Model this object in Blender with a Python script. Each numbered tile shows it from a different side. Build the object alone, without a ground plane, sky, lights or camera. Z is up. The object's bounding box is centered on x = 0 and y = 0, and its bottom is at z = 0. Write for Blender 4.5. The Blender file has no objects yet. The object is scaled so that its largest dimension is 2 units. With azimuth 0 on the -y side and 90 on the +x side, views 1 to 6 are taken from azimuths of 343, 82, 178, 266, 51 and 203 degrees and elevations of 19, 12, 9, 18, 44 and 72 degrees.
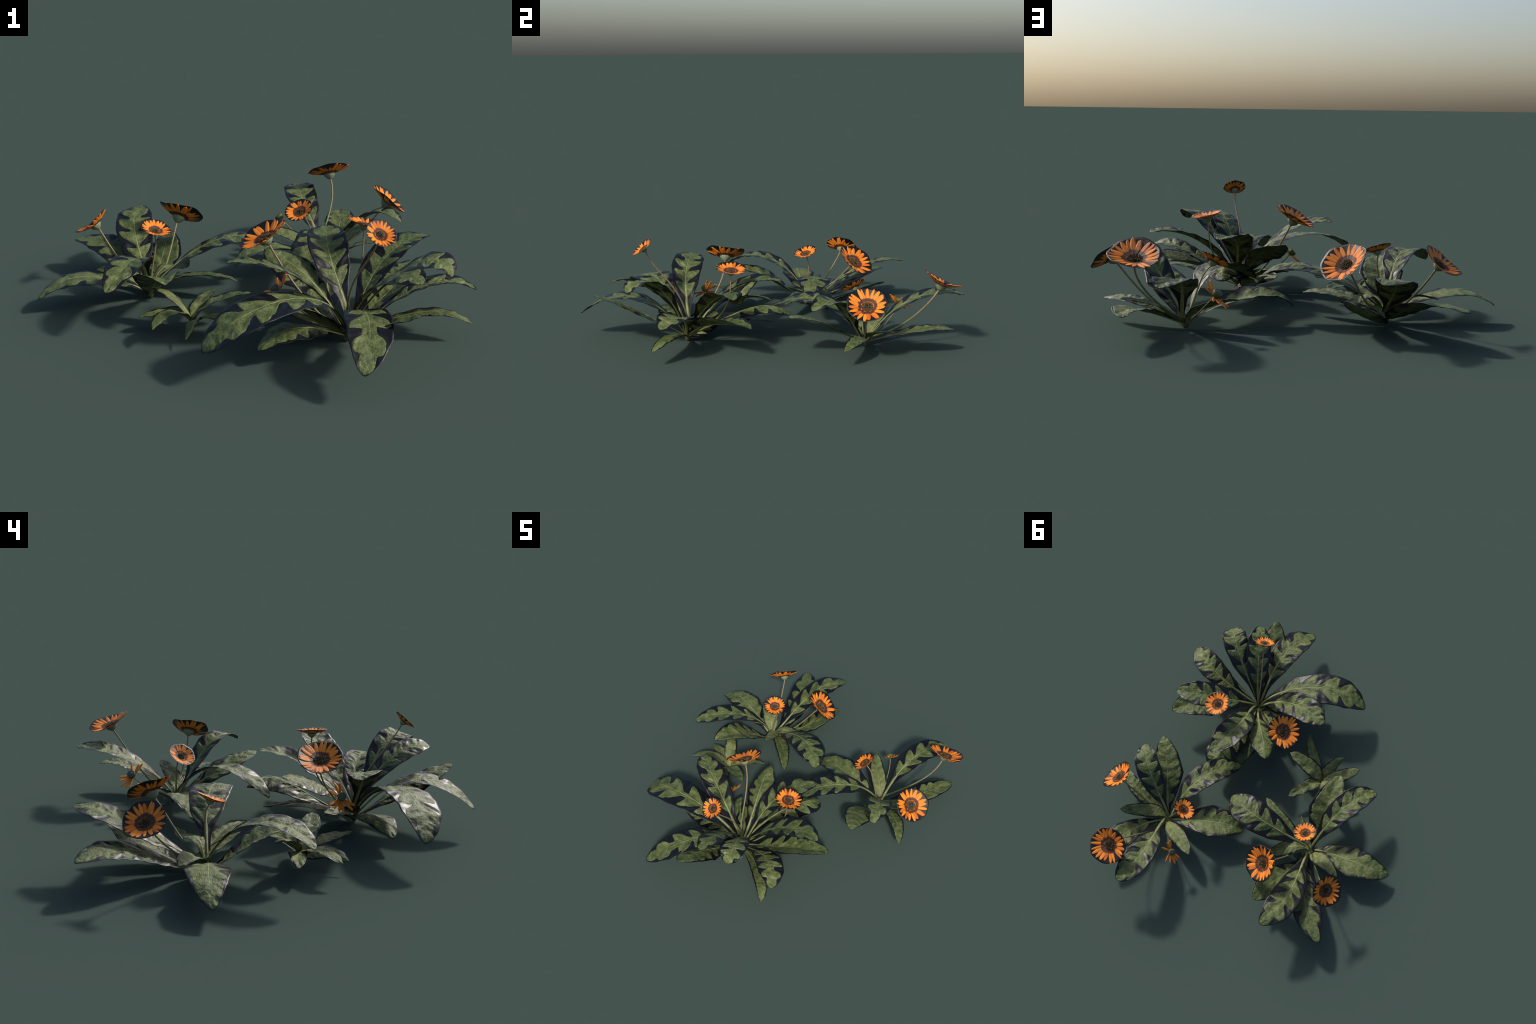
# A patch of orange daisy-like flowering plants: three rosettes of lobed leaves with
# flowers on thin stems, and one small seedling rosette between them.
import bpy, bmesh, math, random
from mathutils import Vector, Matrix, noise

RNG = random.Random(7)

# ---------------------------------------------------------------- materials
def new_material(name):
    m = bpy.data.materials.new(name)
    m.use_nodes = True
    nt = m.node_tree
    b = nt.nodes['Principled BSDF']
    return m, nt, b

def ramp(nt, stops, fac=None, interp='LINEAR'):
    n = nt.nodes.new('ShaderNodeValToRGB')
    n.color_ramp.interpolation = interp
    els = n.color_ramp.elements
    while len(els) < len(stops):
        els.new(0.5)
    for e, (p, c) in zip(els, stops):
        e.position = p
        e.color = (*c, 1) if len(c) == 3 else c
    if fac is not None:
        nt.links.new(fac, n.inputs[0])
    return n.outputs[0]

def tex_noise(nt, vec, scale, detail=3, rough=0.55):
    n = nt.nodes.new('ShaderNodeTexNoise')
    n.inputs['Scale'].default_value = scale
    n.inputs['Detail'].default_value = detail
    n.inputs['Roughness'].default_value = rough
    nt.links.new(vec, n.inputs['Vector'])
    return n.outputs['Fac']

def mix(nt, fac, a, b, mode='MIX'):
    n = nt.nodes.new('ShaderNodeMix')
    n.data_type = 'RGBA'
    n.blend_type = mode
    for sock, v in ((n.inputs[0], fac), (n.inputs[6], a), (n.inputs[7], b)):
        if isinstance(v, (int, float)):
            sock.default_value = v
        elif isinstance(v, tuple):
            sock.default_value = (*v, 1)
        else:
            nt.links.new(v, sock)
    return n.outputs[2]

def math_node(nt, op, a, b=None):
    n = nt.nodes.new('ShaderNodeMath')
    n.operation = op
    for i, v in enumerate((a, b)):
        if v is None:
            continue
        if isinstance(v, (int, float)):
            n.inputs[i].default_value = v
        else:
            nt.links.new(v, n.inputs[i])
    return n.outputs[0]

def bump(nt, b, height, strength, dist):
    n = nt.nodes.new('ShaderNodeBump')
    n.inputs['Strength'].default_value = strength
    n.inputs['Distance'].default_value = dist
    nt.links.new(height, n.inputs['Height'])
    nt.links.new(n.outputs[0], b.inputs['Normal'])

def obj_coord(nt):
    return nt.nodes.new('ShaderNodeTexCoord').outputs['Object']

def object_random(nt):
    return nt.nodes.new('ShaderNodeObjectInfo').outputs['Random']

def make_leaf_material():
    m, nt, b = new_material('leaf_green')
    co = obj_coord(nt)
    big = tex_noise(nt, co, 22, 4, 0.6)
    col = ramp(nt, [(0.33, LEAF_DARK), (0.52, LEAF_MID), (0.72, LEAF_LIGHT)], big)
    fine = tex_noise(nt, co, 150, 3, 0.65)
    col = mix(nt, 0.55, col, ramp(nt, [(0.32, (0.42, 0.45, 0.40)), (0.68, (1.62, 1.58, 1.55))], fine), 'MULTIPLY')  # mottling contrast painted strong: wrinkle shade and pale gloss put into the green
    # each leaf a little different
    rnd = object_random(nt)
    col = mix(nt, 0.8, col, ramp(nt, [(0.0, (0.86, 0.88, 0.84)), (1.0, (1.12, 1.10, 1.08))], rnd), 'MULTIPLY')
    # paler and yellower towards the crown
    ln = nt.nodes.new('ShaderNodeVectorMath')
    ln.operation = 'LENGTH'
    nt.links.new(co, ln.inputs[0])
    near = ramp(nt, [(0.04, (1, 1, 1)), (0.2, (0, 0, 0))], ln.outputs['Value'])
    col = mix(nt, math_node(nt, 'MULTIPLY', near, 0.45), col, PETIOLE)
    # pale specks
    v = nt.nodes.new('ShaderNodeTexVoronoi')
    v.inputs['Scale'].default_value = 95
    nt.links.new(co, v.inputs['Vector'])
    sp = ramp(nt, [(0.10, (1, 1, 1)), (0.22, (0, 0, 0))], v.outputs['Distance'])
    sparse = ramp(nt, [(0.52, (0, 0, 0)), (0.62, (1, 1, 1))], tex_noise(nt, co, 30, 2))
    col = mix(nt, math_node(nt, 'MULTIPLY', math_node(nt, 'MULTIPLY', sp, sparse), 0.6), col, (0.34, 0.36, 0.17))
    # rare brown scorch spots
    v2 = nt.nodes.new('ShaderNodeTexVoronoi')
    v2.inputs['Scale'].default_value = 9
    nt.links.new(co, v2.inputs['Vector'])
    scorch = ramp(nt, [(0.05, (1, 1, 1)), (0.10, (0, 0, 0))], math_node(nt, 'ADD', v2.outputs['Distance'],
                  math_node(nt, 'MULTIPLY', tex_noise(nt, co, 120, 2), 0.06)))
    col = mix(nt, math_node(nt, 'MULTIPLY', scorch, 0.85), col, (0.17, 0.075, 0.03))
    nt.links.new(col, b.inputs['Base Color'])
    b.inputs['Roughness'].default_value = 0.56
    b.inputs['Specular IOR Level'].default_value = 0.36
    h = math_node(nt, 'ADD', tex_noise(nt, co, 70, 3), math_node(nt, 'MULTIPLY', tex_noise(nt, co, 260, 2), 0.35))
    bump(nt, b, h, 0.6, 0.008)
    return m

LEAF_DARK = (0.040, 0.062, 0.016)
LEAF_MID = (0.086, 0.110, 0.034)
LEAF_LIGHT = (0.150, 0.174, 0.066)
PETIOLE = (0.28, 0.29, 0.11)

def make_midrib_material():
    m, nt, b = new_material('midrib_pale_green')
    co = obj_coord(nt)
    col = ramp(nt, [(0.3, (0.16, 0.18, 0.06)), (0.7, (0.27, 0.28, 0.115))], tex_noise(nt, co, 45, 3))
    nt.links.new(col, b.inputs['Base Color'])
    b.inputs['Roughness'].default_value = 0.55
    b.inputs['Specular IOR Level'].default_value = 0.4
    bump(nt, b, tex_noise(nt, co, 160, 2), 0.3, 0.003)
    return m

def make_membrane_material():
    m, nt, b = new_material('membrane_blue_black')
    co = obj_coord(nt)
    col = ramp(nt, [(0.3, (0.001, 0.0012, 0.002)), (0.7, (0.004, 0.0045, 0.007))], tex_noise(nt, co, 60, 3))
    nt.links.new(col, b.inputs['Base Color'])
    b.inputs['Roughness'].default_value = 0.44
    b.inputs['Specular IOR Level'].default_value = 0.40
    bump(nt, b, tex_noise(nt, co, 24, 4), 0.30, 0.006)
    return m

def make_petal_material(name='petal_orange', marked=1.0):
    # object coordinates of a petal: x runs from 0 at the heart to about 1 at the tip
    m, nt, b = new_material(name)
    co = obj_coord(nt)
    sep = nt.nodes.new('ShaderNodeSeparateXYZ')
    nt.links.new(co, sep.inputs[0])
    mp = nt.nodes.new('ShaderNodeMapping')
    mp.inputs['Scale'].default_value = (2.2, 34, 1)
    nt.links.new(co, mp.inputs[0])
    streak = tex_noise(nt, mp.outputs[0], 1.0, 3)
    col = ramp(nt, [(0.28, (0.40, 0.070, 0.004)), (0.47, (0.78, 0.205, 0.010)), (0.72, (0.93, 0.335, 0.030))], streak)
    rnd = object_random(nt)
    col = mix(nt, 1.0, col, ramp(nt, [(0.0, (0.66, 0.52, 0.45)), (0.4, (0.95, 0.90, 0.9)), (1.0, (1.0, 1.06, 1.1))], rnd), 'MULTIPLY')
    wob = math_node(nt, 'ADD', sep.outputs['X'], math_node(nt, 'MULTIPLY', math_node(nt, 'SUBTRACT', streak, 0.5), 0.10))
    wob = math_node(nt, 'SUBTRACT', wob, math_node(nt, 'MULTIPLY', math_node(nt, 'FRACT', math_node(nt, 'MULTIPLY', rnd, 7.3)), 0.06))
    # dark maroon band near the heart, pale rusty foot
    band = ramp(nt, [(0.25, (0, 0, 0)), (0.275, (1, 1, 1)), (0.42, (1, 1, 1)), (0.455, (0, 0, 0))], wob)
    col = mix(nt, math_node(nt, 'MULTIPLY', band, 0.93 * marked), col, (0.035, 0.013, 0.014))
    foot = ramp(nt, [(0.27, (1, 1, 1)), (0.30, (0, 0, 0))], sep.outputs['X'])
    col = mix(nt, math_node(nt, 'MULTIPLY', foot, 0.95 * marked), col, (0.11, 0.032, 0.010))
    nt.links.new(col, b.inputs['Base Color'])
    b.inputs['Roughness'].default_value = 0.55
    b.inputs['Specular IOR Level'].default_value = 0.35
    bump(nt, b, streak, 0.35, 0.02)
    return m

def make_heart_material():
    m, nt, b = new_material('flower_heart_dark')
    co = obj_coord(nt)
    v = nt.nodes.new('ShaderNodeTexVoronoi')
    v.inputs['Scale'].default_value = 11
    nt.links.new(co, v.inputs['Vector'])
    col = ramp(nt, [(0.1, (0.030, 0.026, 0.016)), (0.45, (0.016, 0.016, 0.018)), (0.8, (0.075, 0.045, 0.012))], v.outputs['Distance'])
    nt.links.new(col, b.inputs['Base Color'])
    b.inputs['Roughness'].default_value = 0.7
    return m

def plain_material(name, lo, hi, scale, rough=0.6, strength=0.3):
    m, nt, b = new_material(name)
    co = obj_coord(nt)
    n = tex_noise(nt, co, scale, 3)
    nt.links.new(ramp(nt, [(0.3, lo), (0.7, hi)], n), b.inputs['Base Color'])
    b.inputs['Roughness'].default_value = rough
    b.inputs['Specular IOR Level'].default_value = 0.35
    bump(nt, b, n, strength, 0.004)
    return m

def make_stem_material():
    m, nt, b = new_material('flower_stem')
    co = obj_coord(nt)
    sep = nt.nodes.new('ShaderNodeSeparateXYZ')
    nt.links.new(co, sep.inputs[0])
    # green near the ground, reddish brown towards the flower
    hgt = ramp(nt, [(0.05, (0.125, 0.15, 0.05)), (0.17, (0.17, 0.15, 0.065)), (0.30, (0.24, 0.155, 0.085))], sep.outputs['Z'])
    col = mix(nt, 0.5, hgt, ramp(nt, [(0.3, (0.7, 0.7, 0.7)), (0.7, (1.3, 1.3, 1.3))], tex_noise(nt, co, 60, 2)), 'MULTIPLY')
    nt.links.new(col, b.inputs['Base Color'])
    b.inputs['Roughness'].default_value = 0.55
    return m

MAT = dict(
    leaf=make_leaf_material(), midrib=make_midrib_material(), membrane=make_membrane_material(),
    petal=make_petal_material(), spent_petal=make_petal_material('spent_petal_orange', 0.0), heart=make_heart_material(), stem=make_stem_material(),
    floret=plain_material('floret_olive_yellow', (0.10, 0.065, 0.012), (0.30, 0.20, 0.035), 300),
    floret_dark=plain_material('floret_dark', (0.014, 0.016, 0.020), (0.045, 0.032, 0.014), 300),
    calyx=plain_material('calyx_grey_green', (0.10, 0.14, 0.075), (0.24, 0.28, 0.18), 60),
    crown=plain_material('crown_brown_green', (0.035, 0.045, 0.015), (0.10, 0.11, 0.04), 60),
    spent_calyx=plain_material('spent_calyx_green', (0.04, 0.06, 0.015), (0.11, 0.13, 0.04), 60),
    spent_heart=plain_material('spent_heart_grey', (0.045, 0.052, 0.058), (0.085, 0.095, 0.10), 200),
)

# ---------------------------------------------------------------- mesh helpers
def add_object(name, verts, faces, mat, parent=None, origin=Vector((0, 0, 0)), smooth=True):
    me = bpy.data.meshes.new(name)
    me.from_pydata([tuple(Vector(v) - origin) for v in verts], [], faces)
    me.materials.append(mat)
    bm = bmesh.new()
    bm.from_mesh(me)
    bmesh.ops.remove_doubles(bm, verts=bm.verts, dist=0.00002)
    bmesh.ops.recalc_face_normals(bm, faces=bm.faces)
    bm.to_mesh(me)
    bm.free()
    for p in me.polygons:
        p.use_smooth = smooth
    ob = bpy.data.objects.new(name, me)
    bpy.context.scene.collection.objects.link(ob)
    attach(ob, parent, origin)
    return ob

def attach(ob, parent, world_loc):
    """Place ob at a world position under a parent that is only translated."""
    if parent is None:
        ob.location = world_loc
        return
    ob.parent = parent
    base = Vector((0, 0, 0))
    p = parent
    while p is not None:
        base += p.location
        p = p.parent
    ob.location = Vector(world_loc) - base

def bezier(ctrl, t):
    n = len(ctrl) - 1
    out = Vector((0, 0, 0))
    for i, c in enumerate(ctrl):
        out += c * (math.comb(n, i) * t ** i * (1 - t) ** (n - i))
    return out

def bezier_tangent(ctrl, t):
    n = len(ctrl) - 1
    out = Vector((0, 0, 0))
    for i in range(n):
        out += (ctrl[i + 1] - ctrl[i]) * (n * math.comb(n - 1, i) * t ** i * (1 - t) ** (n - 1 - i))
    return out.normalized()

def interp(xs, ys, x):
    if x <= xs[0]:
        return ys[0]
    for i in range(1, len(xs)):
        if x <= xs[i]:
            k = (x - xs[i - 1]) / (xs[i] - xs[i - 1])
            return ys[i - 1] + (ys[i] - ys[i - 1]) * k
    return ys[-1]

def smoothstep(a, b, x):
    k = min(1, max(0, (x - a) / (b - a)))
    return k * k * (3 - 2 * k)

# ---------------------------------------------------------------- leaves
STATION = [0, 0.2, 0.4, 0.6, 0.8, 0.92, 1.0]
HALF_WIDTH = {                       # half width of the membrane along the leaf, in metres
    'lobed':   [0.008, 0.0205, 0.070, 0.087, 0.082, 0.052, 0.018],
    'entire':  [0.008, 0.021, 0.062, 0.096, 0.072, 0.042, 0.012],
    'oval':    [0.006, 0.020, 0.043, 0.046, 0.037, 0.026, 0.003],
    'serrate': [0.007, 0.030, 0.042, 0.046, 0.033, 0.021, 0.003],
}

class LeafForm:
    """Spine, cross-section and puckering of one leaf; place(t, v, h) gives a point of it."""
    def __init__(self, kind, spine, roll, twist, fold, scale, seed):
        self.kind, self.ctrl = kind, [Vector(p) for p in spine]
        self.roll, self.twist, self.fold, self.scale, self.seed = roll, twist, fold, scale, seed
        d = self.ctrl[-1] - self.ctrl[0]
        d.z = 0
        self.side0 = Vector((0, 0, 1)).cross(d.normalized())
        self.length = sum((bezier(self.ctrl, (i + 1) / 20) - bezier(self.ctrl, i / 20)).length for i in range(20))
        self.cache = {}

    def half_width(self, t):
        k = max(0.0, (t - 0.965) / 0.035)
        return interp(STATION, HALF_WIDTH[self.kind], t) * self.scale * math.sqrt(max(0.0, 1 - 0.93 * k * k))

    def frame(self, t):
        key = round(t, 4)
        if key not in self.cache:
            c, T = bezier(self.ctrl, t), bezier_tangent(self.ctrl, t)
            s = (self.side0 - T * T.dot(self.side0)).normalized()
            n = T.cross(s)
            a = self.roll + self.twist * t
            self.cache[key] = (c, s * math.cos(a) + n * math.sin(a), n * math.cos(a) - s * math.sin(a))
        return self.cache[key]

    def pucker(self, t, y, fine=False):
        """Blistered relief between the side veins, in metres."""
        if t < 0.12:
            return 0.0
        x = t * self.length
        w = self.half_width(t)
        fade = smoothstep(0.12, 0.35, t) * smoothstep(0.0, 0.012, abs(y))
        ph = noise.noise(Vector((x / 0.07, y / 0.07, self.seed * 2.3))) * 5
        vein = math.sin((x - abs(y) * 0.75) / 0.034 * 2 * math.pi + self.seed + ph) * 0.0004
        n1 = noise.noise(Vector(((x - abs(y) * 0.6) / 0.030, y / 0.036, self.seed * 3.1))) * 0.0064
        n2 = noise.noise(Vector((x / 0.014, y / 0.014, self.seed * 1.7 + 40))) * 0.0015 if fine else 0.0
        wave = math.sin(x / 0.085 * 2 * math.pi + self.seed + (2 if y > 0 else 0)) * 0.0015 * (abs(y) / max(w, .01)) ** 2
        calm = 1 - 0.7 * smoothstep(0.72, 1.0, abs(y) / max(w, 0.004))
        return fade * calm * (vein + n1 + n2) + wave * fade

    def place(self, t, y, h, fine=False):
        t = min(1.0, max(0.0, t))
        c, s, n = self.frame(t)
        return c + s * y + n * (self.fold * abs(y) + self.pucker(t, y, fine) + h)

def lobe_outline(kind, rng, deep=True):
    """Returns f(s) for one side: share of the membrane half width covered by green tissue."""
    if kind == 'lobed':
        # four rounded lobes with deep bays between them, then the end lobe
        # each lobe swells slowly from the stalk side and ends abruptly towards the tip
        cs = [c + rng.uniform(-0.016, 0.016) for c in (0.345, 0.495, 0.655, 0.82)]
        hw = [0.052 + rng.uniform(-0.006, 0.004), 0.056 + rng.uniform(-0.005, 0.004), 0.058 + rng.uniform(-0.005, 0.004), 0.058 + rng.uniform(-0.006, 0.004)]
        floor = [0.12, 0.15 + rng.uniform(-0.03, 0.03), 0.21 + rng.uniform(-0.04, 0.05), 0.30 + rng.uniform(-0.05, 0.08), 0.56 + rng.uniform(-0.08, 0.08), 0.76, 0.92]
        top = [rng.uniform(0.75, 0.95), rng.uniform(0.90, 0.99), rng.uniform(0.93, 0.99), rng.uniform(0.90, 0.99)]
        def f(s):
            lo = interp([0.27, 0.40, 0.55, 0.71, 0.87, 0.92, 0.97], floor, s)
            best = lo
            for c, w, tp in zip(cs, hw, top):
                if s < c:
                    x = (c - s) / (1.45 * w)
                    k = (1 - min(1, x) ** 1.7) ** 0.75
                else:
                    x = (s - c) / (0.62 * w)
                    k = (1 - min(1, x) ** 2.6) ** 0.5
                if x < 1:
                    best = max(best, lo + (tp - lo) * k)
            return best
        def fan(s):
            # lobes broaden a little outwards
            c = min(cs, key=lambda k: abs(k - s))
            d = s - c
            return d * 0.22 if abs(d) < 0.075 else 0.0
        start = 0.285
    elif kind == 'entire':
        # one side lobed most of the way, the other whole above a bay or two near the stalk
        ph = rng.uniform(0, 6)
        if deep:
            cs = [c + rng.uniform(-0.015, 0.015) for c in (0.31, 0.435, 0.56, 0.685)]
            lows, hw = [0.16, 0.22, 0.34, 0.50, 0.80], 0.047
        else:
            cs = [0.29 + rng.uniform(-0.02, 0.02), 0.415 + rng.uniform(-0.02, 0.02)]
            lows, hw = [0.18, 0.30, 0.92, 0.93, 0.93], 0.045
        def f(s):
            lo = interp([0.25, 0.37, 0.495, 0.625, 0.755], lows, s)
            best = lo
            for c in cs:
                x = abs(s - c) / hw
                if x < 1:
                    best = max(best, lo + (0.95 - lo) * (1 - x ** 2.8) ** 0.55)
            if s > 0.76:
                best = max(best, 0.92)
            if s > 0.5:
                best -= 0.08 * max(0, math.sin(s * 40 + ph)) ** 2 * rng_wave[int(s * 20)]
            return best
        rng_wave = [rng.random() for _ in range(22)]
        start = 0.24
    elif kind == 'serrate':
        def f(s):
            k = (s * 15) % 1.0
            return 0.97 - 0.17 * (1 - k) * smoothstep(0.15, 0.3, s)
        start = 0.12
    else:
        ph = rng.uniform(0, 6)
        def f(s):
            return 0.93 - 0.05 * math.sin(s * 26 + ph) ** 2
        start = 0.12
    def g(s, half_width, want_fan=False):
        # a narrow winged stalk first, then the blade
        stalk = min(0.95, 0.0088 / max(half_width, 0.001))
        k = smoothstep(start - 0.05, start + 0.015, s)
        if kind == 'lobed' and want_fan:
            return fan(s)
        soft = sum(f(s + d) for d in (-0.010, -0.005, 0.0, 0.005, 0.010)) / 5
        return stalk * (1 - k) + soft * k
    return g

LEAF_SEED = [0]

def grow_leaf(plant, kind, spine, roll=0.0, twist=0.0, fold=0.15, scale=1.0):
    LEAF_SEED[0] += 1
    seed = LEAF_SEED[0]
    rng = random.Random(seed * 13 + 5)
    form = LeafForm(kind, spine, roll, twist, fold, scale, seed * 0.83)
    origin = form.ctrl[0].copy()
    small = kind in ('oval', 'serrate')
    slant = 0.05 if small else 0.10
    core = 0.0020 if small else 0.0020

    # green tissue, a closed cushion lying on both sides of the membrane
    NS, NV = (220, 7) if not small else (90, 6)
    deep_side = 1 if rng.random() < 0.7 else -1
    sides = {sg: lobe_outline(kind, rng, sg == deep_side) for sg in (1, -1)}
    verts, faces, rows = [], [], []
    for face_dir in (1, -1):
        grid = []
        for i in range(NS + 1):
            s = 0.01 + 0.985 * i / NS
            row = []
            for j in range(-NV, NV + 1):
                v = abs(j) / NV
                sg = 1 if j >= 0 else -1
                k = max(0.0, (s - 0.94) / 0.056)
                q = v * sides[sg](s, form.half_width(s)) * math.sqrt(max(0.0, 1 - 0.9 * k * k))
                spread = sides[sg](s, form.half_width(s), True) * q * q if kind == 'lobed' else 0.0
                t = min(0.999, s + spread + slant * q * math.sqrt(max(0, 1 - s)) * smoothstep(0.2, 0.4, s))
                y = sg * q * 0.97 * form.half_width(t)
                thick = core * (1 - v ** 4) ** 0.5 + 0.00005
                thick *= 1 if 0 < i < NS else 0.05
                row.append(len(verts))
                verts.append(form.place(t, y, face_dir * thick, v < 0.9))
            grid.append(row)
        for i in range(NS):
            for j in range(2 * NV):
                quad = (grid[i][j], grid[i][j + 1], grid[i + 1][j + 1], grid[i + 1][j])
                faces.append(quad if face_dir > 0 else quad[::-1])
        rows.append(grid)
    up, dn = rows
    for i in range(NS):
        faces.append((up[i][0], up[i + 1][0], dn[i + 1][0], dn[i][0]))
        faces.append((up[i + 1][-1], up[i][-1], dn[i][-1], dn[i + 1][-1]))
    for e in (0, NS):
        for j in range(2 * NV):
            a = (up[e][j], up[e][j + 1], dn[e][j + 1], dn[e][j])
            faces.append(a[::-1] if e == 0 else a)
    leaf = add_object('leaf', verts, faces, MAT['leaf'], plant, origin)

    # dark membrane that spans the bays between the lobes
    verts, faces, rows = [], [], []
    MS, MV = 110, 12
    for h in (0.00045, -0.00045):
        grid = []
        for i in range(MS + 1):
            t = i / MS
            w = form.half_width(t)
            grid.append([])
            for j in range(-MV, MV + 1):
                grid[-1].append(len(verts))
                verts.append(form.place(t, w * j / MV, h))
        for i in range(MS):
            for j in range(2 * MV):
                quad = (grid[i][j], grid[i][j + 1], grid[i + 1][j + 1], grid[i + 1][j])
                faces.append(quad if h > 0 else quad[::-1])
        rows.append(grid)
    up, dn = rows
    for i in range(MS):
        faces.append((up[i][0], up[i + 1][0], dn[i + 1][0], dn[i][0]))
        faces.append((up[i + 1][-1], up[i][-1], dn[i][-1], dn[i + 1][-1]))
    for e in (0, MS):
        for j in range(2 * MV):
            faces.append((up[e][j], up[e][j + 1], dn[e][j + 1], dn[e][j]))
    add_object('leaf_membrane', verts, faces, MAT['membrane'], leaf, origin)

    # stalk and midrib: a flattened tapering cord along the spine
    k = 0.7 if small else 1.0
    verts, faces = [], []
    RS, RN = 40, 10
    for i in range(RS + 1):
        t = 0.985 * i / RS
        wide = interp([0, 0.15, 0.3, 0.5, 0.8, 1], [0.0070, 0.0072, 0.0056, 0.0030, 0.0018, 0.0006], t) * k
        high = interp([0, 0.15, 0.3, 0.5, 0.8, 1], [0.0044, 0.0042, 0.0036, 0.0030, 0.0025, 0.0006], t) * (0.8 if small else 1)
        for j in range(RN):
            a = 2 * math.pi * j / RN
            verts.append(form.place(t, 0, 0) + form.frame(t)[1] * math.cos(a) * wide + form.frame(t)[2] * math.sin(a) * high)
    for i in range(RS):
        for j in range(RN):
            j2 = (j + 1) % RN
            faces.append((i * RN + j, i * RN + j2, (i + 1) * RN + j2, (i + 1) * RN + j))
    faces.append(tuple(range(RN))[::-1])
    faces.append(tuple(RS * RN + j for j in range(RN)))
    add_object('midrib', verts, faces, MAT['midrib'], leaf, origin)
    return leaf

# ---------------------------------------------------------------- flowers
def tube(ctrl, radii, n=10, steps=32):
    ctrl = [Vector(c) for c in ctrl]
    verts, faces = [], []
    ref = Vector((0.31, 0.87, 0.2)).normalized()
    for i in range(steps + 1):
        t = i / steps
        c, T = bezier(ctrl, t), bezier_tangent(ctrl, t)
        u = (ref - T * T.dot(ref)).normalized()
        w = T.cross(u)
        r = interp([0, 0.5, 0.9, 1], radii, t)
        for j in range(n):
            a = 2 * math.pi * j / n
            verts.append(c + u * math.cos(a) * r + w * math.sin(a) * r)
    for i in range(steps):
        for j in range(n):
            k = (j + 1) % n
            faces.append((i * n + j, i * n + k, (i + 1) * n + k, (i + 1) * n + j))
    faces.append(tuple(range(n))[::-1])
    faces.append(tuple(steps * n + j for j in range(n)))
    return verts, faces

BOWL = 0.32          # depth of the flower bowl as a share of its radius

def bowl(r):
    """Height of the flower's bowl at radius r (both in units of the flower radius)."""
    return -BOWL * (1 - min(1.0, r) ** 1.3)

def petal_mesh(name, width, blunt, tip, mat='petal'):
    """One petal along +x in units of the flower radius, following the bowl on both faces."""
    verts, faces = [], []
    NX, NY = 16, 4
    grids = []
    for d in (1, -1):
        grid = []
        for i in range(NX + 1):
            u = i / NX
            x = 0.19 + (tip - 0.19) * u
            w = width * (0.62 + 0.38 * smoothstep(0, 0.6, u)) * (1 - u ** blunt) ** 0.5 + 0.001
            row = []
            for j in range(-NY, NY + 1):
                v = j / NY
                crease = 0.012 * (1 - v * v) - 0.005 * math.cos(v * 7)
                z = bowl(math.hypot(x, w * v)) + d * (0.011 * (1 - v ** 4) + 0.0050) + (crease if d > 0 else -crease * 0.4) * (1 - u ** 3)
                row.append(len(verts))
                verts.append((x, w * v, z))
            grid.append(row)
        for i in range(NX):
            for j in range(2 * NY):
                q = (grid[i][j], grid[i][j + 1], grid[i + 1][j + 1], grid[i + 1][j])
                faces.append(q if d > 0 else q[::-1])
        grids.append(grid)
    a, b = grids
    for i in range(NX):
        faces.append((a[i][0], a[i + 1][0], b[i + 1][0], b[i][0]))
        faces.append((a[i + 1][-1], a[i][-1], b[i][-1], b[i + 1][-1]))
    for e in (0, NX):
        for j in range(2 * NY):
            faces.append((a[e][j], a[e][j + 1], b[e][j + 1], b[e][j]))
    me = bpy.data.meshes.new(name)
    me.from_pydata(verts, [], faces)
    bm = bmesh.new()
    bm.from_mesh(me)
    bmesh.ops.recalc_face_normals(bm, faces=bm.faces)
    bm.to_mesh(me)
    bm.free()
    for p in me.polygons:
        p.use_smooth = True
    me.materials.append(MAT[mat])
    return me

PETALS = [petal_mesh('petal', 0.114, 3.8, 0.955), petal_mesh('petal', 0.100, 2.9, 0.98), petal_mesh('petal', 0.118, 4.2, 0.905)]
SPENT_PETALS = [petal_mesh('petal', 0.115, 4, 1.18, 'spent_petal'), petal_mesh('petal', 0.10, 3.4, 1.05, 'spent_petal')]

def facing_matrix(centre, facing, radius):
    n = Vector(facing).normalized()
    a = n.cross(Vector((0, 0, 1)))
    a.normalize()
    b = n.cross(a)
    return Matrix((
        (a.x * radius, b.x * radius, n.x * radius, centre[0]),
        (a.y * radius, b.y * radius, n.y * radius, centre[1]),
        (a.z * radius, b.z * radius, n.z * radius, centre[2]),
        (0, 0, 0, 1)))

def place_petal(mesh, flower, angle, pitch, stretch, wide, skew=0.0):
    ob = bpy.data.objects.new('petal', mesh)
    bpy.context.scene.collection.objects.link(ob)
    hinge = Matrix.Translation((0.25, 0, bowl(0.25)))
    local = Matrix.Rotation(angle, 4, 'Z') @ hinge @ Matrix.Rotation(-pitch, 4, 'Y') @ Matrix.Rotation(skew, 4, 'Z') @ hinge.inverted() @ Matrix.Diagonal((stretch, wide, 1, 1))
    ob.parent = flower
    ob.matrix_parent_inverse = Matrix.Identity(4)
    ob.matrix_local = local
    return ob

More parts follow.
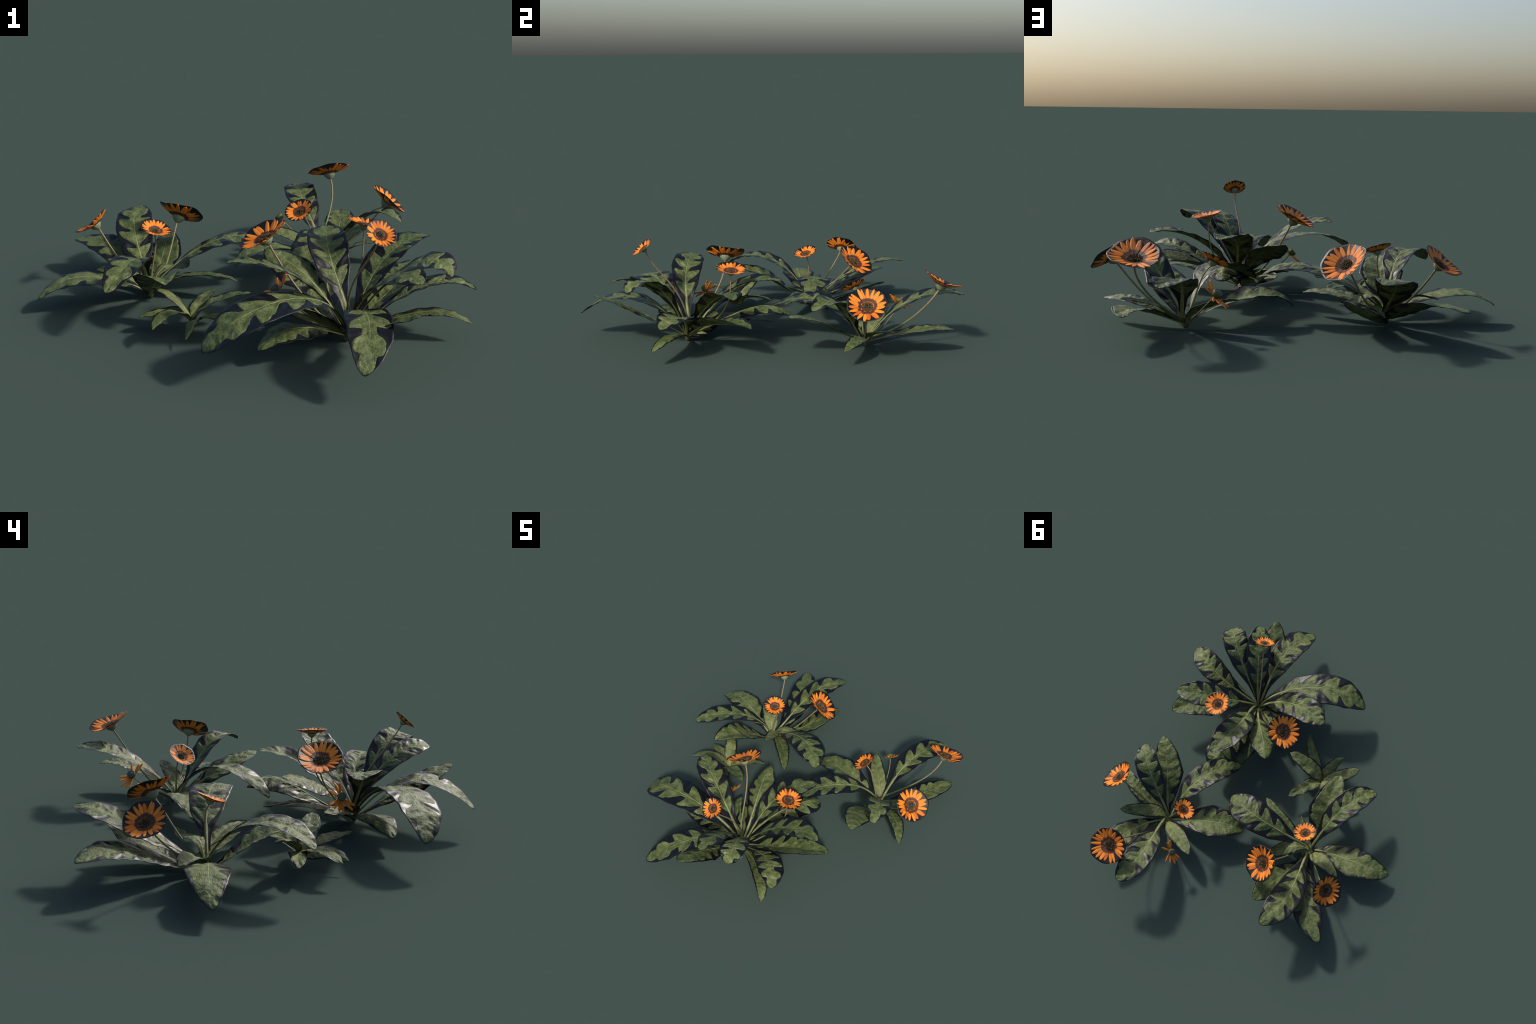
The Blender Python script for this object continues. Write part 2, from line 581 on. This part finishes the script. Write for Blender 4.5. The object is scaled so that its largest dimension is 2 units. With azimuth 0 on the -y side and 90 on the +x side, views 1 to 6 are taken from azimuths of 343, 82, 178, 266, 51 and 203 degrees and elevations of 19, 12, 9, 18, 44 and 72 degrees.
def lathe(profile, n):
    """Surface of revolution about z from (radius, height) pairs."""
    verts, faces = [], []
    for r, z in profile:
        for j in range(n):
            a = 2 * math.pi * j / n
            verts.append(Vector((r * math.cos(a), r * math.sin(a), z)))
    for i in range(len(profile) - 1):
        for j in range(n):
            k = (j + 1) % n
            faces.append((i * n + j, i * n + k, (i + 1) * n + k, (i + 1) * n + j))
    return verts, faces

def local_part(name, verts, faces, mat, flower, smooth=True):
    ob = add_object(name, verts, faces, mat, None, Vector((0, 0, 0)), smooth)
    ob.parent = flower
    ob.matrix_parent_inverse = Matrix.Identity(4)
    ob.location = (0, 0, 0)
    return ob

def florets(rng, flower, heart_radius, floor):
    """Tiny upright florets packed in a spiral on the heart of the flower."""
    for name, mat, want in (('floret', 'floret', 0), ('floret', 'floret_dark', 1)):
        verts, faces = [], []
        count = 150
        for k in range(count):
            r = heart_radius * math.sqrt((k + 0.5) / count)
            a = k * 2.39996
            outer = r / heart_radius
            bright = rng.random() < (0.20 + 0.42 * smoothstep(0.35, 0.75, outer) - 0.35 * smoothstep(0.85, 1.0, outer))
            if bright == bool(want):
                continue
            c = Vector((r * math.cos(a), r * math.sin(a), floor(r)))
            hgt = 0.035 + 0.045 * rng.random()
            rad = heart_radius * 0.058
            lean = Vector((rng.uniform(-1, 1), rng.uniform(-1, 1), 0)) * 0.02 + Vector((math.cos(a), math.sin(a), 0)) * 0.03 * outer
            n0 = len(verts)
            for lvl, (rr, zz) in enumerate(((1.0, -0.03), (1.0, 0.6), (0.55, 1.0))):
                for j in range(6):
                    b = math.pi * j / 3
                    verts.append(c + lean * zz + Vector((math.cos(b) * rad * rr, math.sin(b) * rad * rr, hgt * zz)))
            for lvl in range(2):
                for j in range(6):
                    j2 = (j + 1) % 6
                    faces.append((n0 + lvl * 6 + j, n0 + lvl * 6 + j2, n0 + lvl * 6 + 6 + j2, n0 + lvl * 6 + 6 + j))
            faces.append(tuple(n0 + 12 + j for j in range(6)))
        ob = local_part(name, verts, faces, MAT[mat], flower)
        ob['kind'] = 'stuff'

FLOWER_SEED = [0]

def grow_flower(plant, centre, facing, radius, stem):
    FLOWER_SEED[0] += 1
    rng = random.Random(100 + FLOWER_SEED[0])
    large = radius > 0.09
    wave_amp = 0.10 if large else 0.05
    phase = rng.uniform(0, 6.28)
    def wave(a):
        return wave_amp * math.sin(2 * a + phase) + 0.35 * wave_amp * math.sin(3 * a + 2 * phase)

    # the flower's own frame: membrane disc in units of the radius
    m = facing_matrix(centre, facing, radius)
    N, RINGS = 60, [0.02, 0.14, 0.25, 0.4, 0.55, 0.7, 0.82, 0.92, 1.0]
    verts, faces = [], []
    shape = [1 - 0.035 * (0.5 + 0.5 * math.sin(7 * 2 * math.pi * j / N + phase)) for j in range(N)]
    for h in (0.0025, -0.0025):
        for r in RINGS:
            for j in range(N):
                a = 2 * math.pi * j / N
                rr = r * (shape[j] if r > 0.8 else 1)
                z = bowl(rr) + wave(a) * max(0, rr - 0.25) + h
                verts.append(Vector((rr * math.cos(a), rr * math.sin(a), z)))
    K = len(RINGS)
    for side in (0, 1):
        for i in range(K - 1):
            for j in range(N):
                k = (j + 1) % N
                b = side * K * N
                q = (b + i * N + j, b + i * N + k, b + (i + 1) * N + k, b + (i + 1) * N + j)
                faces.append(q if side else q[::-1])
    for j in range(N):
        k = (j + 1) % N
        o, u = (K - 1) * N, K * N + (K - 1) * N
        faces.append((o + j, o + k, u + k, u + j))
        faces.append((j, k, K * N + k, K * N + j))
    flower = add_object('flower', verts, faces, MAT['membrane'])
    flower.parent = plant
    flower.matrix_local = Matrix.Translation(-plant.location) @ m

    # ray petals
    count = 21 if large else 21
    for i in range(count):
        a = 2 * math.pi * i / count + rng.uniform(-0.08, 0.08) + phase
        slope = math.atan(wave(a) * 0.98)
        place_petal(rng.choice(PETALS), flower, a, slope + rng.uniform(-0.006, 0.008),
                    rng.uniform(0.94, 1.03) if large else rng.uniform(0.97, 1.04),
                    rng.uniform(0.88, 1.16) if large else rng.uniform(0.98, 1.15), rng.uniform(-0.10, 0.10))

    # heart: a low dome crowded with florets
    hr = 0.265
    def dome(r):
        return bowl(hr) + 0.02 + 0.035 * (1 - (r / hr) ** 2)
    prof = [(hr * 1.02, bowl(hr) + 0.0)] + [(hr * k, dome(hr * k)) for k in (1.0, 0.85, 0.65, 0.45, 0.25, 0.05)] + [(0.001, dome(0))]
    v, f = lathe(prof, 28)
    local_part('flower_heart', v, f, MAT['heart'], flower)
    florets(rng, flower, hr * 0.96, dome)

    # calyx cup under the petals and the stem
    base = bowl(0)
    prof = [(0.255, bowl(0.255) - 0.008), (0.265, bowl(0.255) - 0.035), (0.25, base - 0.05), (0.19, base - 0.12), (0.12, base - 0.19), (0.055, base - 0.235), (0.001, base - 0.24)]
    v, f = lathe(prof, 26)
    for i, p in enumerate(v):
        j = i % 26
        k = 1 + 0.05 * math.cos(j * math.pi)
        p.x *= k
        p.y *= k
    local_part('calyx', v, f, MAT['calyx'], flower)
    n = Vector(facing).normalized()
    top = Vector(centre) + n * radius * (base - 0.20)
    ctrl = [Vector(p) for p in stem]
    ctrl[3] = ctrl[3] + (top - ctrl[4]) * 0.5
    ctrl[4] = top
    v, f = tube(ctrl, [0.0056, 0.0046, 0.0040, 0.0046] if large else [0.0048, 0.0038, 0.0032, 0.0036])
    ob = add_object('flower_stem', v, f, MAT['stem'], plant, ctrl[0].copy())
    return flower

def grow_spent_flower(plant, centre, facing, petal_angles, stem):
    """A flower past its best: a green ring, a grey heart and the few petals left."""
    FLOWER_SEED[0] += 1
    rng = random.Random(100 + FLOWER_SEED[0])
    radius = 0.074
    m = facing_matrix(centre, facing, radius)
    prof = [(0.17, 0.03), (0.22, 0.09), (0.27, 0.09), (0.295, 0.03), (0.285, -0.08), (0.24, -0.20), (0.12, -0.29), (0.05, -0.33), (0.001, -0.33)]
    v, f = lathe(prof, 24)
    flower = add_object('spent_flower', v, f, MAT['spent_calyx'])
    flower.parent = plant
    flower.matrix_local = Matrix.Translation(-plant.location) @ m
    v, f = lathe([(0.225, 0.02), (0.21, 0.075), (0.15, 0.10), (0.07, 0.115), (0.001, 0.12)], 20)
    local_part('flower_heart', v, f, MAT['spent_heart'], flower)
    n = Vector(facing).normalized()
    a_dir = n.cross(Vector((0, 0, 1)))
    for deg in petal_angles:
        # angles are counted on the flower's face from the level direction at its right
        a = math.radians(deg + 180)
        droop = -0.15 + rng.uniform(-0.12, 0.12)
        place_petal(rng.choice(SPENT_PETALS), flower, a, droop, rng.uniform(0.80, 0.95), rng.uniform(0.85, 1.05))
    top = Vector(centre) - n * radius * 0.30
    ctrl = [Vector(p) for p in stem]
    ctrl[4] = top
    v, f = tube(ctrl, [0.0045, 0.0034, 0.0028, 0.0030])
    add_object('flower_stem', v, f, MAT['stem'], plant, ctrl[0].copy())
    return flower

def grow_crown(plant, radius, height, floor=0.0):
    """The short rootstock from which the leaves spring."""
    c = plant.location
    verts, faces = lathe([(0.001, floor), (0.45 * radius, floor + 0.001), (0.75 * radius, floor + 0.3 * height), (radius, floor + 0.65 * height), (0.7 * radius, floor + height), (0.001, floor + 1.08 * height)], 16)
    out = []
    for i, p in enumerate(verts):
        k = 1 + 0.22 * noise.noise(Vector((p.x * 60, p.y * 60, p.z * 60 + c.x * 9)))
        out.append(Vector((c.x + p.x * k, c.y + p.y * k, p.z)))
    add_object('crown', out, faces, MAT['crown'], plant, Vector((c.x, c.y, 0)))

def new_plant(name, base, label, category):
    ob = bpy.data.objects.new(name, None)
    bpy.context.scene.collection.objects.link(ob)
    ob.empty_display_size = 0.05
    ob.location = (base[0], base[1], 0)
    ob['label'] = label
    ob['category'] = category
    return ob

# ---------------------------------------------------------------- the plants

def grow_large_plant(plant):
    grow_leaf(plant, 'lobed', [(0.254, -0.439, 0.023), (0.448, -0.442, 0.158), (0.581, -0.458, 0.234), (0.664, -0.521, 0.263), (0.754, -0.591, 0.211)],
              roll=-0.08, twist=-0.05, fold=0.18, scale=0.90)
    grow_leaf(plant, 'lobed', [(0.247, -0.438, 0.023), (0.358, -0.501, 0.274), (0.476, -0.599, 0.414), (0.549, -0.709, 0.443), (0.550, -0.751, 0.349)],
              roll=0.07, twist=0.06, fold=0.02, scale=0.91)
    grow_leaf(plant, 'lobed', [(0.255, -0.428, 0.022), (0.283, -0.465, 0.199), (0.325, -0.588, 0.330), (0.366, -0.727, 0.411), (0.394, -0.821, 0.369)],
              roll=0.12, twist=0.16, fold=0.02, scale=0.90)
    grow_leaf(plant, 'entire', [(0.254, -0.432, 0.020), (0.258, -0.549, 0.090), (0.276, -0.674, 0.174), (0.296, -0.804, 0.255), (0.330, -0.930, 0.290)],
              roll=0.03, twist=0.09, fold=-0.11, scale=1.03)
    grow_leaf(plant, 'lobed', [(0.258, -0.434, 0.021), (0.235, -0.563, 0.218), (0.230, -0.712, 0.298), (0.194, -0.866, 0.264), (0.089, -0.998, 0.133)],
              roll=0.03, twist=-0.03, fold=0.08, scale=1.02)
    grow_leaf(plant, 'lobed', [(0.259, -0.424, 0.027), (0.194, -0.485, 0.253), (-0.019, -0.602, 0.341), (-0.272, -0.670, 0.318), (-0.400, -0.638, 0.148)],
              roll=-0.08, twist=0.02, fold=-0.02, scale=1.23)
    grow_leaf(plant, 'lobed', [(0.263, -0.420, 0.027), (0.174, -0.431, 0.232), (0.032, -0.449, 0.342), (-0.095, -0.404, 0.405), (-0.217, -0.350, 0.377)],
              roll=0.10, twist=0.05, fold=0.07, scale=0.98)
    grow_leaf(plant, 'entire', [(0.258, -0.432, 0.022), (0.174, -0.451, 0.060), (0.072, -0.474, 0.126), (-0.042, -0.506, 0.157), (-0.159, -0.549, 0.072)],
              roll=-0.06, twist=0.07, fold=-0.11, scale=1.00)
    grow_leaf(plant, 'lobed', [(0.258, -0.441, 0.023), (0.349, -0.374, 0.184), (0.448, -0.298, 0.295), (0.571, -0.253, 0.356), (0.722, -0.233, 0.334)],
              roll=0.13, twist=-0.23, fold=0.22, scale=0.98)
    grow_leaf(plant, 'entire', [(0.252, -0.429, 0.022), (0.366, -0.399, 0.105), (0.505, -0.345, 0.164), (0.633, -0.252, 0.208), (0.732, -0.144, 0.186)],
              roll=-0.11, twist=-0.07, fold=0.33, scale=1.16)
    grow_leaf(plant, 'lobed', [(0.276, -0.438, 0.030), (0.289, -0.316, 0.214), (0.241, -0.200, 0.303), (0.300, -0.096, 0.352), (0.362, 0.063, 0.334)],
              roll=-0.00, twist=-0.02, fold=0.21, scale=1.01)
    grow_leaf(plant, 'lobed', [(0.251, -0.429, 0.018), (0.220, -0.218, 0.113), (0.300, -0.089, 0.204), (0.373, 0.005, 0.238), (0.331, 0.117, 0.145)],
              roll=-0.04, twist=-0.09, fold=-0.30, scale=1.09)
    grow_leaf(plant, 'entire', [(0.254, -0.432, 0.019), (0.192, -0.378, 0.054), (0.181, -0.293, 0.106), (0.206, -0.160, 0.136), (0.226, 0.041, 0.079)],
              roll=0.05, twist=0.03, fold=0.01, scale=0.83)
    grow_leaf(plant, 'entire', [(0.257, -0.430, 0.019), (0.223, -0.312, 0.164), (0.156, -0.230, 0.253), (0.095, -0.143, 0.282), (0.039, -0.032, 0.298)],
              roll=-0.18, twist=-0.10, fold=-0.25, scale=0.97)
    grow_leaf(plant, 'serrate', [(0.257, -0.430, 0.019), (0.447, -0.466, 0.090), (0.565, -0.515, 0.141), (0.645, -0.564, 0.137), (0.719, -0.636, 0.085)],
              roll=0.01, twist=-0.01, fold=0.00, scale=1.00)
    grow_leaf(plant, 'oval', [(0.255, -0.432, 0.020), (0.206, -0.397, 0.067), (0.134, -0.377, 0.101), (0.059, -0.341, 0.121), (0.014, -0.237, 0.130)],
              roll=-0.18, twist=-0.25, fold=0.22, scale=0.92)
    grow_leaf(plant, 'lobed', [(0.256, -0.432, 0.020), (0.287, -0.432, 0.032), (0.270, -0.412, 0.049), (0.197, -0.359, 0.070), (0.071, -0.253, 0.100)],
              roll=0.28, twist=0.37, fold=0.18, scale=0.90)
    grow_flower(plant, (0.299, -0.664, 0.530), facing=(0.106, -0.626, 0.772), radius=0.062,
                stem=[(0.261, -0.422, 0.027), (0.252, -0.426, 0.221), (0.250, -0.508, 0.338), (0.305, -0.612, 0.405), (0.301, -0.651, 0.512)])
    grow_flower(plant, (-0.021, -0.197, 0.428), facing=(-0.464, 0.110, 0.879), radius=0.109,
                stem=[(0.249, -0.435, 0.019), (0.153, -0.361, 0.100), (0.097, -0.272, 0.192), (0.046, -0.206, 0.295), (-0.012, -0.195, 0.408)])
    grow_flower(plant, (0.431, -0.211, 0.432), facing=(0.203, 0.054, 0.978), radius=0.080,
                stem=[(0.268, -0.439, 0.022), (0.349, -0.323, 0.101), (0.391, -0.226, 0.170), (0.430, -0.211, 0.267), (0.427, -0.211, 0.410)])
    grow_spent_flower(plant, (-0.009, -0.317, 0.224), facing=(-0.70, -0.10, 0.70), petal_angles=[90, 106, 144, 209, 232, 253, 268, 305, 322],
                      stem=[(0.255, -0.432, 0.020), (0.181, -0.387, 0.061), (0.109, -0.351, 0.106), (0.043, -0.328, 0.158), (-0.010, -0.317, 0.223)])

def grow_left_plant(plant):
    grow_leaf(plant, 'lobed', [(-0.417, 0.326, 0.032), (-0.278, 0.336, 0.174), (-0.094, 0.342, 0.270), (0.055, 0.308, 0.305), (0.151, 0.240, 0.201)],
              roll=-0.10, twist=0.10, fold=-0.07, scale=1.12)
    grow_leaf(plant, 'serrate', [(-0.406, 0.334, 0.022), (-0.339, 0.339, 0.080), (-0.243, 0.289, 0.115), (-0.131, 0.217, 0.129), (-0.036, 0.141, 0.097)],
              roll=-0.10, twist=-0.10, fold=0.20, scale=1.04)
    grow_leaf(plant, 'oval', [(-0.405, 0.333, 0.020), (-0.425, 0.392, 0.023), (-0.416, 0.397, 0.041), (-0.372, 0.330, 0.081), (-0.285, 0.177, 0.148)],
              roll=-0.06, twist=-0.08, fold=0.13, scale=0.96)
    grow_leaf(plant, 'entire', [(-0.409, 0.331, 0.014), (-0.418, 0.255, 0.040), (-0.413, 0.163, 0.143), (-0.417, 0.038, 0.238), (-0.422, -0.131, 0.231)],
              roll=0.07, twist=-0.17, fold=0.27, scale=1.10)
    grow_leaf(plant, 'lobed', [(-0.405, 0.337, 0.024), (-0.439, 0.274, 0.231), (-0.482, 0.121, 0.320), (-0.553, -0.027, 0.317), (-0.668, -0.108, 0.221)],
              roll=-0.01, twist=-0.00, fold=0.16, scale=0.91)
    grow_leaf(plant, 'entire', [(-0.403, 0.344, 0.017), (-0.450, 0.306, 0.068), (-0.602, 0.329, 0.152), (-0.789, 0.343, 0.201), (-0.917, 0.311, 0.070)],
              roll=-0.04, twist=0.08, fold=-0.06, scale=1.07)
    grow_leaf(plant, 'oval', [(-0.406, 0.335, 0.018), (-0.440, 0.370, 0.050), (-0.465, 0.373, 0.115), (-0.519, 0.392, 0.158), (-0.631, 0.453, 0.124)],
              roll=-0.04, twist=-0.21, fold=0.11, scale=1.09)
    grow_leaf(plant, 'lobed', [(-0.406, 0.331, 0.016), (-0.418, 0.448, 0.017), (-0.438, 0.577, 0.113), (-0.505, 0.714, 0.207), (-0.672, 0.868, 0.153)],
              roll=-0.20, twist=0.08, fold=0.00, scale=1.02)
    grow_leaf(plant, 'lobed', [(-0.402, 0.327, 0.026), (-0.395, 0.471, 0.115), (-0.429, 0.626, 0.210), (-0.409, 0.762, 0.306), (-0.317, 0.914, 0.274)],
              roll=-0.02, twist=-0.05, fold=-0.01, scale=1.04)
    grow_leaf(plant, 'entire', [(-0.406, 0.334, 0.018), (-0.365, 0.482, 0.008), (-0.306, 0.577, 0.055), (-0.251, 0.656, 0.137), (-0.217, 0.777, 0.168)],
              roll=-0.10, twist=-0.18, fold=0.04, scale=1.08)
    grow_leaf(plant, 'oval', [(-0.407, 0.336, 0.027), (-0.341, 0.361, 0.182), (-0.284, 0.377, 0.142), (-0.237, 0.421, 0.060), (-0.191, 0.473, 0.130)],
              roll=0.03, twist=0.01, fold=-0.05, scale=1.02)
    grow_flower(plant, (-0.361, 0.315, 0.340), facing=(0.230, -0.287, 0.930), radius=0.070,
                stem=[(-0.406, 0.331, 0.021), (-0.399, 0.328, 0.119), (-0.373, 0.344, 0.198), (-0.350, 0.346, 0.259), (-0.362, 0.320, 0.319)])
    grow_flower(plant, (-0.613, 0.596, 0.323), facing=(-0.554, 0.277, 0.785), radius=0.096,
                stem=[(-0.405, 0.332, 0.020), (-0.463, 0.413, 0.076), (-0.517, 0.481, 0.141), (-0.554, 0.540, 0.222), (-0.598, 0.591, 0.306)])
    grow_flower(plant, (-0.184, 0.591, 0.321), facing=(0.487, 0.433, 0.758), radius=0.112,
                stem=[(-0.401, 0.326, 0.047), (-0.326, 0.402, 0.063), (-0.291, 0.458, 0.116), (-0.245, 0.502, 0.209), (-0.190, 0.579, 0.303)])

def grow_right_plant(plant):
    grow_leaf(plant, 'lobed', [(0.487, 0.483, 0.018), (0.558, 0.396, 0.129), (0.643, 0.350, 0.273), (0.713, 0.272, 0.364), (0.769, 0.152, 0.275)],
              roll=-0.03, twist=-0.08, fold=0.20, scale=0.87)
    grow_leaf(plant, 'entire', [(0.497, 0.493, 0.017), (0.534, 0.403, 0.049), (0.562, 0.297, 0.140), (0.617, 0.172, 0.223), (0.700, 0.049, 0.228)],
              roll=0.00, twist=0.02, fold=-0.01, scale=1.06)
    grow_leaf(plant, 'lobed', [(0.485, 0.496, 0.025), (0.446, 0.382, 0.232), (0.407, 0.245, 0.283), (0.318, 0.117, 0.241), (0.187, 0.016, 0.141)],
              roll=-0.22, twist=0.18, fold=0.11, scale=0.94)
    grow_leaf(plant, 'entire', [(0.499, 0.494, 0.023), (0.437, 0.475, 0.065), (0.283, 0.434, 0.128), (0.109, 0.396, 0.186), (0.019, 0.383, 0.077)],
              roll=-0.00, twist=0.09, fold=0.22, scale=1.06)
    grow_leaf(plant, 'oval', [(0.495, 0.491, 0.021), (0.481, 0.526, 0.068), (0.428, 0.557, 0.105), (0.339, 0.590, 0.140), (0.257, 0.675, 0.164)],
              roll=-0.09, twist=-0.09, fold=0.22, scale=1.11)
    grow_leaf(plant, 'lobed', [(0.511, 0.490, 0.032), (0.506, 0.598, 0.202), (0.471, 0.746, 0.262), (0.516, 0.884, 0.315), (0.567, 0.995, 0.272)],
              roll=0.08, twist=-0.14, fold=0.10, scale=0.95)
    grow_leaf(plant, 'entire', [(0.496, 0.490, 0.018), (0.581, 0.537, 0.062), (0.674, 0.643, 0.124), (0.742, 0.776, 0.162), (0.718, 0.896, 0.134)],
              roll=0.12, twist=-0.19, fold=0.14, scale=0.86)
    grow_leaf(plant, 'oval', [(0.495, 0.491, 0.020), (0.533, 0.451, 0.054), (0.590, 0.476, 0.095), (0.672, 0.528, 0.131), (0.773, 0.566, 0.145)],
              roll=-0.01, twist=-0.02, fold=0.12, scale=0.99)
    grow_leaf(plant, 'serrate', [(0.494, 0.483, 0.018), (0.626, 0.437, 0.086), (0.720, 0.426, 0.131), (0.792, 0.371, 0.126), (0.881, 0.289, 0.096)],
              roll=-0.12, twist=-0.02, fold=-0.01, scale=1.02)
    grow_flower(plant, (0.367, 0.448, 0.304), facing=(-0.442, -0.355, 0.824), radius=0.071,
                stem=[(0.502, 0.482, 0.025), (0.456, 0.473, 0.107), (0.439, 0.484, 0.185), (0.428, 0.474, 0.248), (0.379, 0.454, 0.287)])
    grow_flower(plant, (0.835, 0.411, 0.320), facing=(0.621, -0.197, 0.758), radius=0.103,
                stem=[(0.494, 0.483, 0.019), (0.599, 0.456, 0.069), (0.690, 0.447, 0.135), (0.752, 0.418, 0.219), (0.820, 0.413, 0.304)])
    grow_flower(plant, (0.676, 0.844, 0.388), facing=(-0.040, 0.412, 0.910), radius=0.110,
                stem=[(0.489, 0.497, 0.046), (0.533, 0.623, 0.071), (0.615, 0.685, 0.157), (0.689, 0.763, 0.258), (0.682, 0.837, 0.367)])
    grow_spent_flower(plant, (0.347, 0.704, 0.199), facing=(-0.60, 0.30, 0.74), petal_angles=[64, 80, 116, 200, 224, 250, 266, 282],
                      stem=[(0.494, 0.493, 0.020), (0.454, 0.563, 0.061), (0.423, 0.630, 0.103), (0.393, 0.678, 0.150), (0.348, 0.704, 0.199)])

def grow_young_plant(plant):
    grow_leaf(plant, 'serrate', [(-0.311, -0.103, 0.032), (-0.268, -0.169, 0.109), (-0.214, -0.222, 0.110), (-0.161, -0.275, 0.084), (-0.134, -0.356, 0.097)],
              roll=0.08, twist=0.05, fold=-0.02, scale=0.78)
    grow_leaf(plant, 'oval', [(-0.311, -0.102, 0.030), (-0.302, -0.117, 0.087), (-0.253, -0.134, 0.131), (-0.171, -0.155, 0.159), (-0.068, -0.172, 0.163)],
              roll=-0.09, twist=0.01, fold=0.19, scale=1.11)
    grow_leaf(plant, 'oval', [(-0.305, -0.101, 0.038), (-0.319, -0.123, 0.030), (-0.315, -0.145, 0.079), (-0.327, -0.197, 0.108), (-0.389, -0.308, 0.052)],
              roll=0.27, twist=0.43, fold=-0.14, scale=0.91)
    grow_leaf(plant, 'oval', [(-0.309, -0.102, 0.030), (-0.321, -0.093, 0.066), (-0.373, -0.122, 0.117), (-0.449, -0.176, 0.152), (-0.512, -0.257, 0.095)],
              roll=-0.00, twist=0.08, fold=0.06, scale=0.95)
    grow_leaf(plant, 'oval', [(-0.312, -0.103, 0.030), (-0.305, -0.097, 0.065), (-0.276, -0.068, 0.097), (-0.226, -0.007, 0.115), (-0.158, 0.082, 0.097)],
              roll=-0.15, twist=-0.07, fold=0.28, scale=0.92)
    grow_leaf(plant, 'oval', [(-0.311, -0.103, 0.030), (-0.308, -0.080, 0.073), (-0.342, -0.071, 0.094), (-0.417, -0.073, 0.093), (-0.533, -0.063, 0.078)],
              roll=0.04, twist=0.02, fold=0.17, scale=0.96)
    grow_leaf(plant, 'oval', [(-0.310, -0.103, 0.030), (-0.327, -0.085, 0.096), (-0.365, -0.048, 0.148), (-0.408, -0.004, 0.175), (-0.450, 0.035, 0.160)],
              roll=0.14, twist=0.17, fold=-0.10, scale=0.89)

plant = new_plant('flowering_plant', (0.255, -0.432), 'large rosette of lobed green leaves with orange daisy flowers', 'flower')
grow_large_plant(plant)
grow_crown(plant, 0.020, 0.035)
plant = new_plant('flowering_plant', (-0.405, 0.332), 'leafy rosette with three orange flowers on thin stems', 'flower')
grow_left_plant(plant)
grow_crown(plant, 0.016, 0.032)
plant = new_plant('flowering_plant', (0.495, 0.493), 'leafy rosette with orange flowers and one spent flower', 'flower')
grow_right_plant(plant)
grow_crown(plant, 0.015, 0.030)
plant = new_plant('leafy_seedling', (-0.311, -0.103), 'small young rosette of narrow green leaves', 'plant')
grow_young_plant(plant)
grow_crown(plant, 0.009, 0.035, 0.028)
bpy.context.view_layer.update()
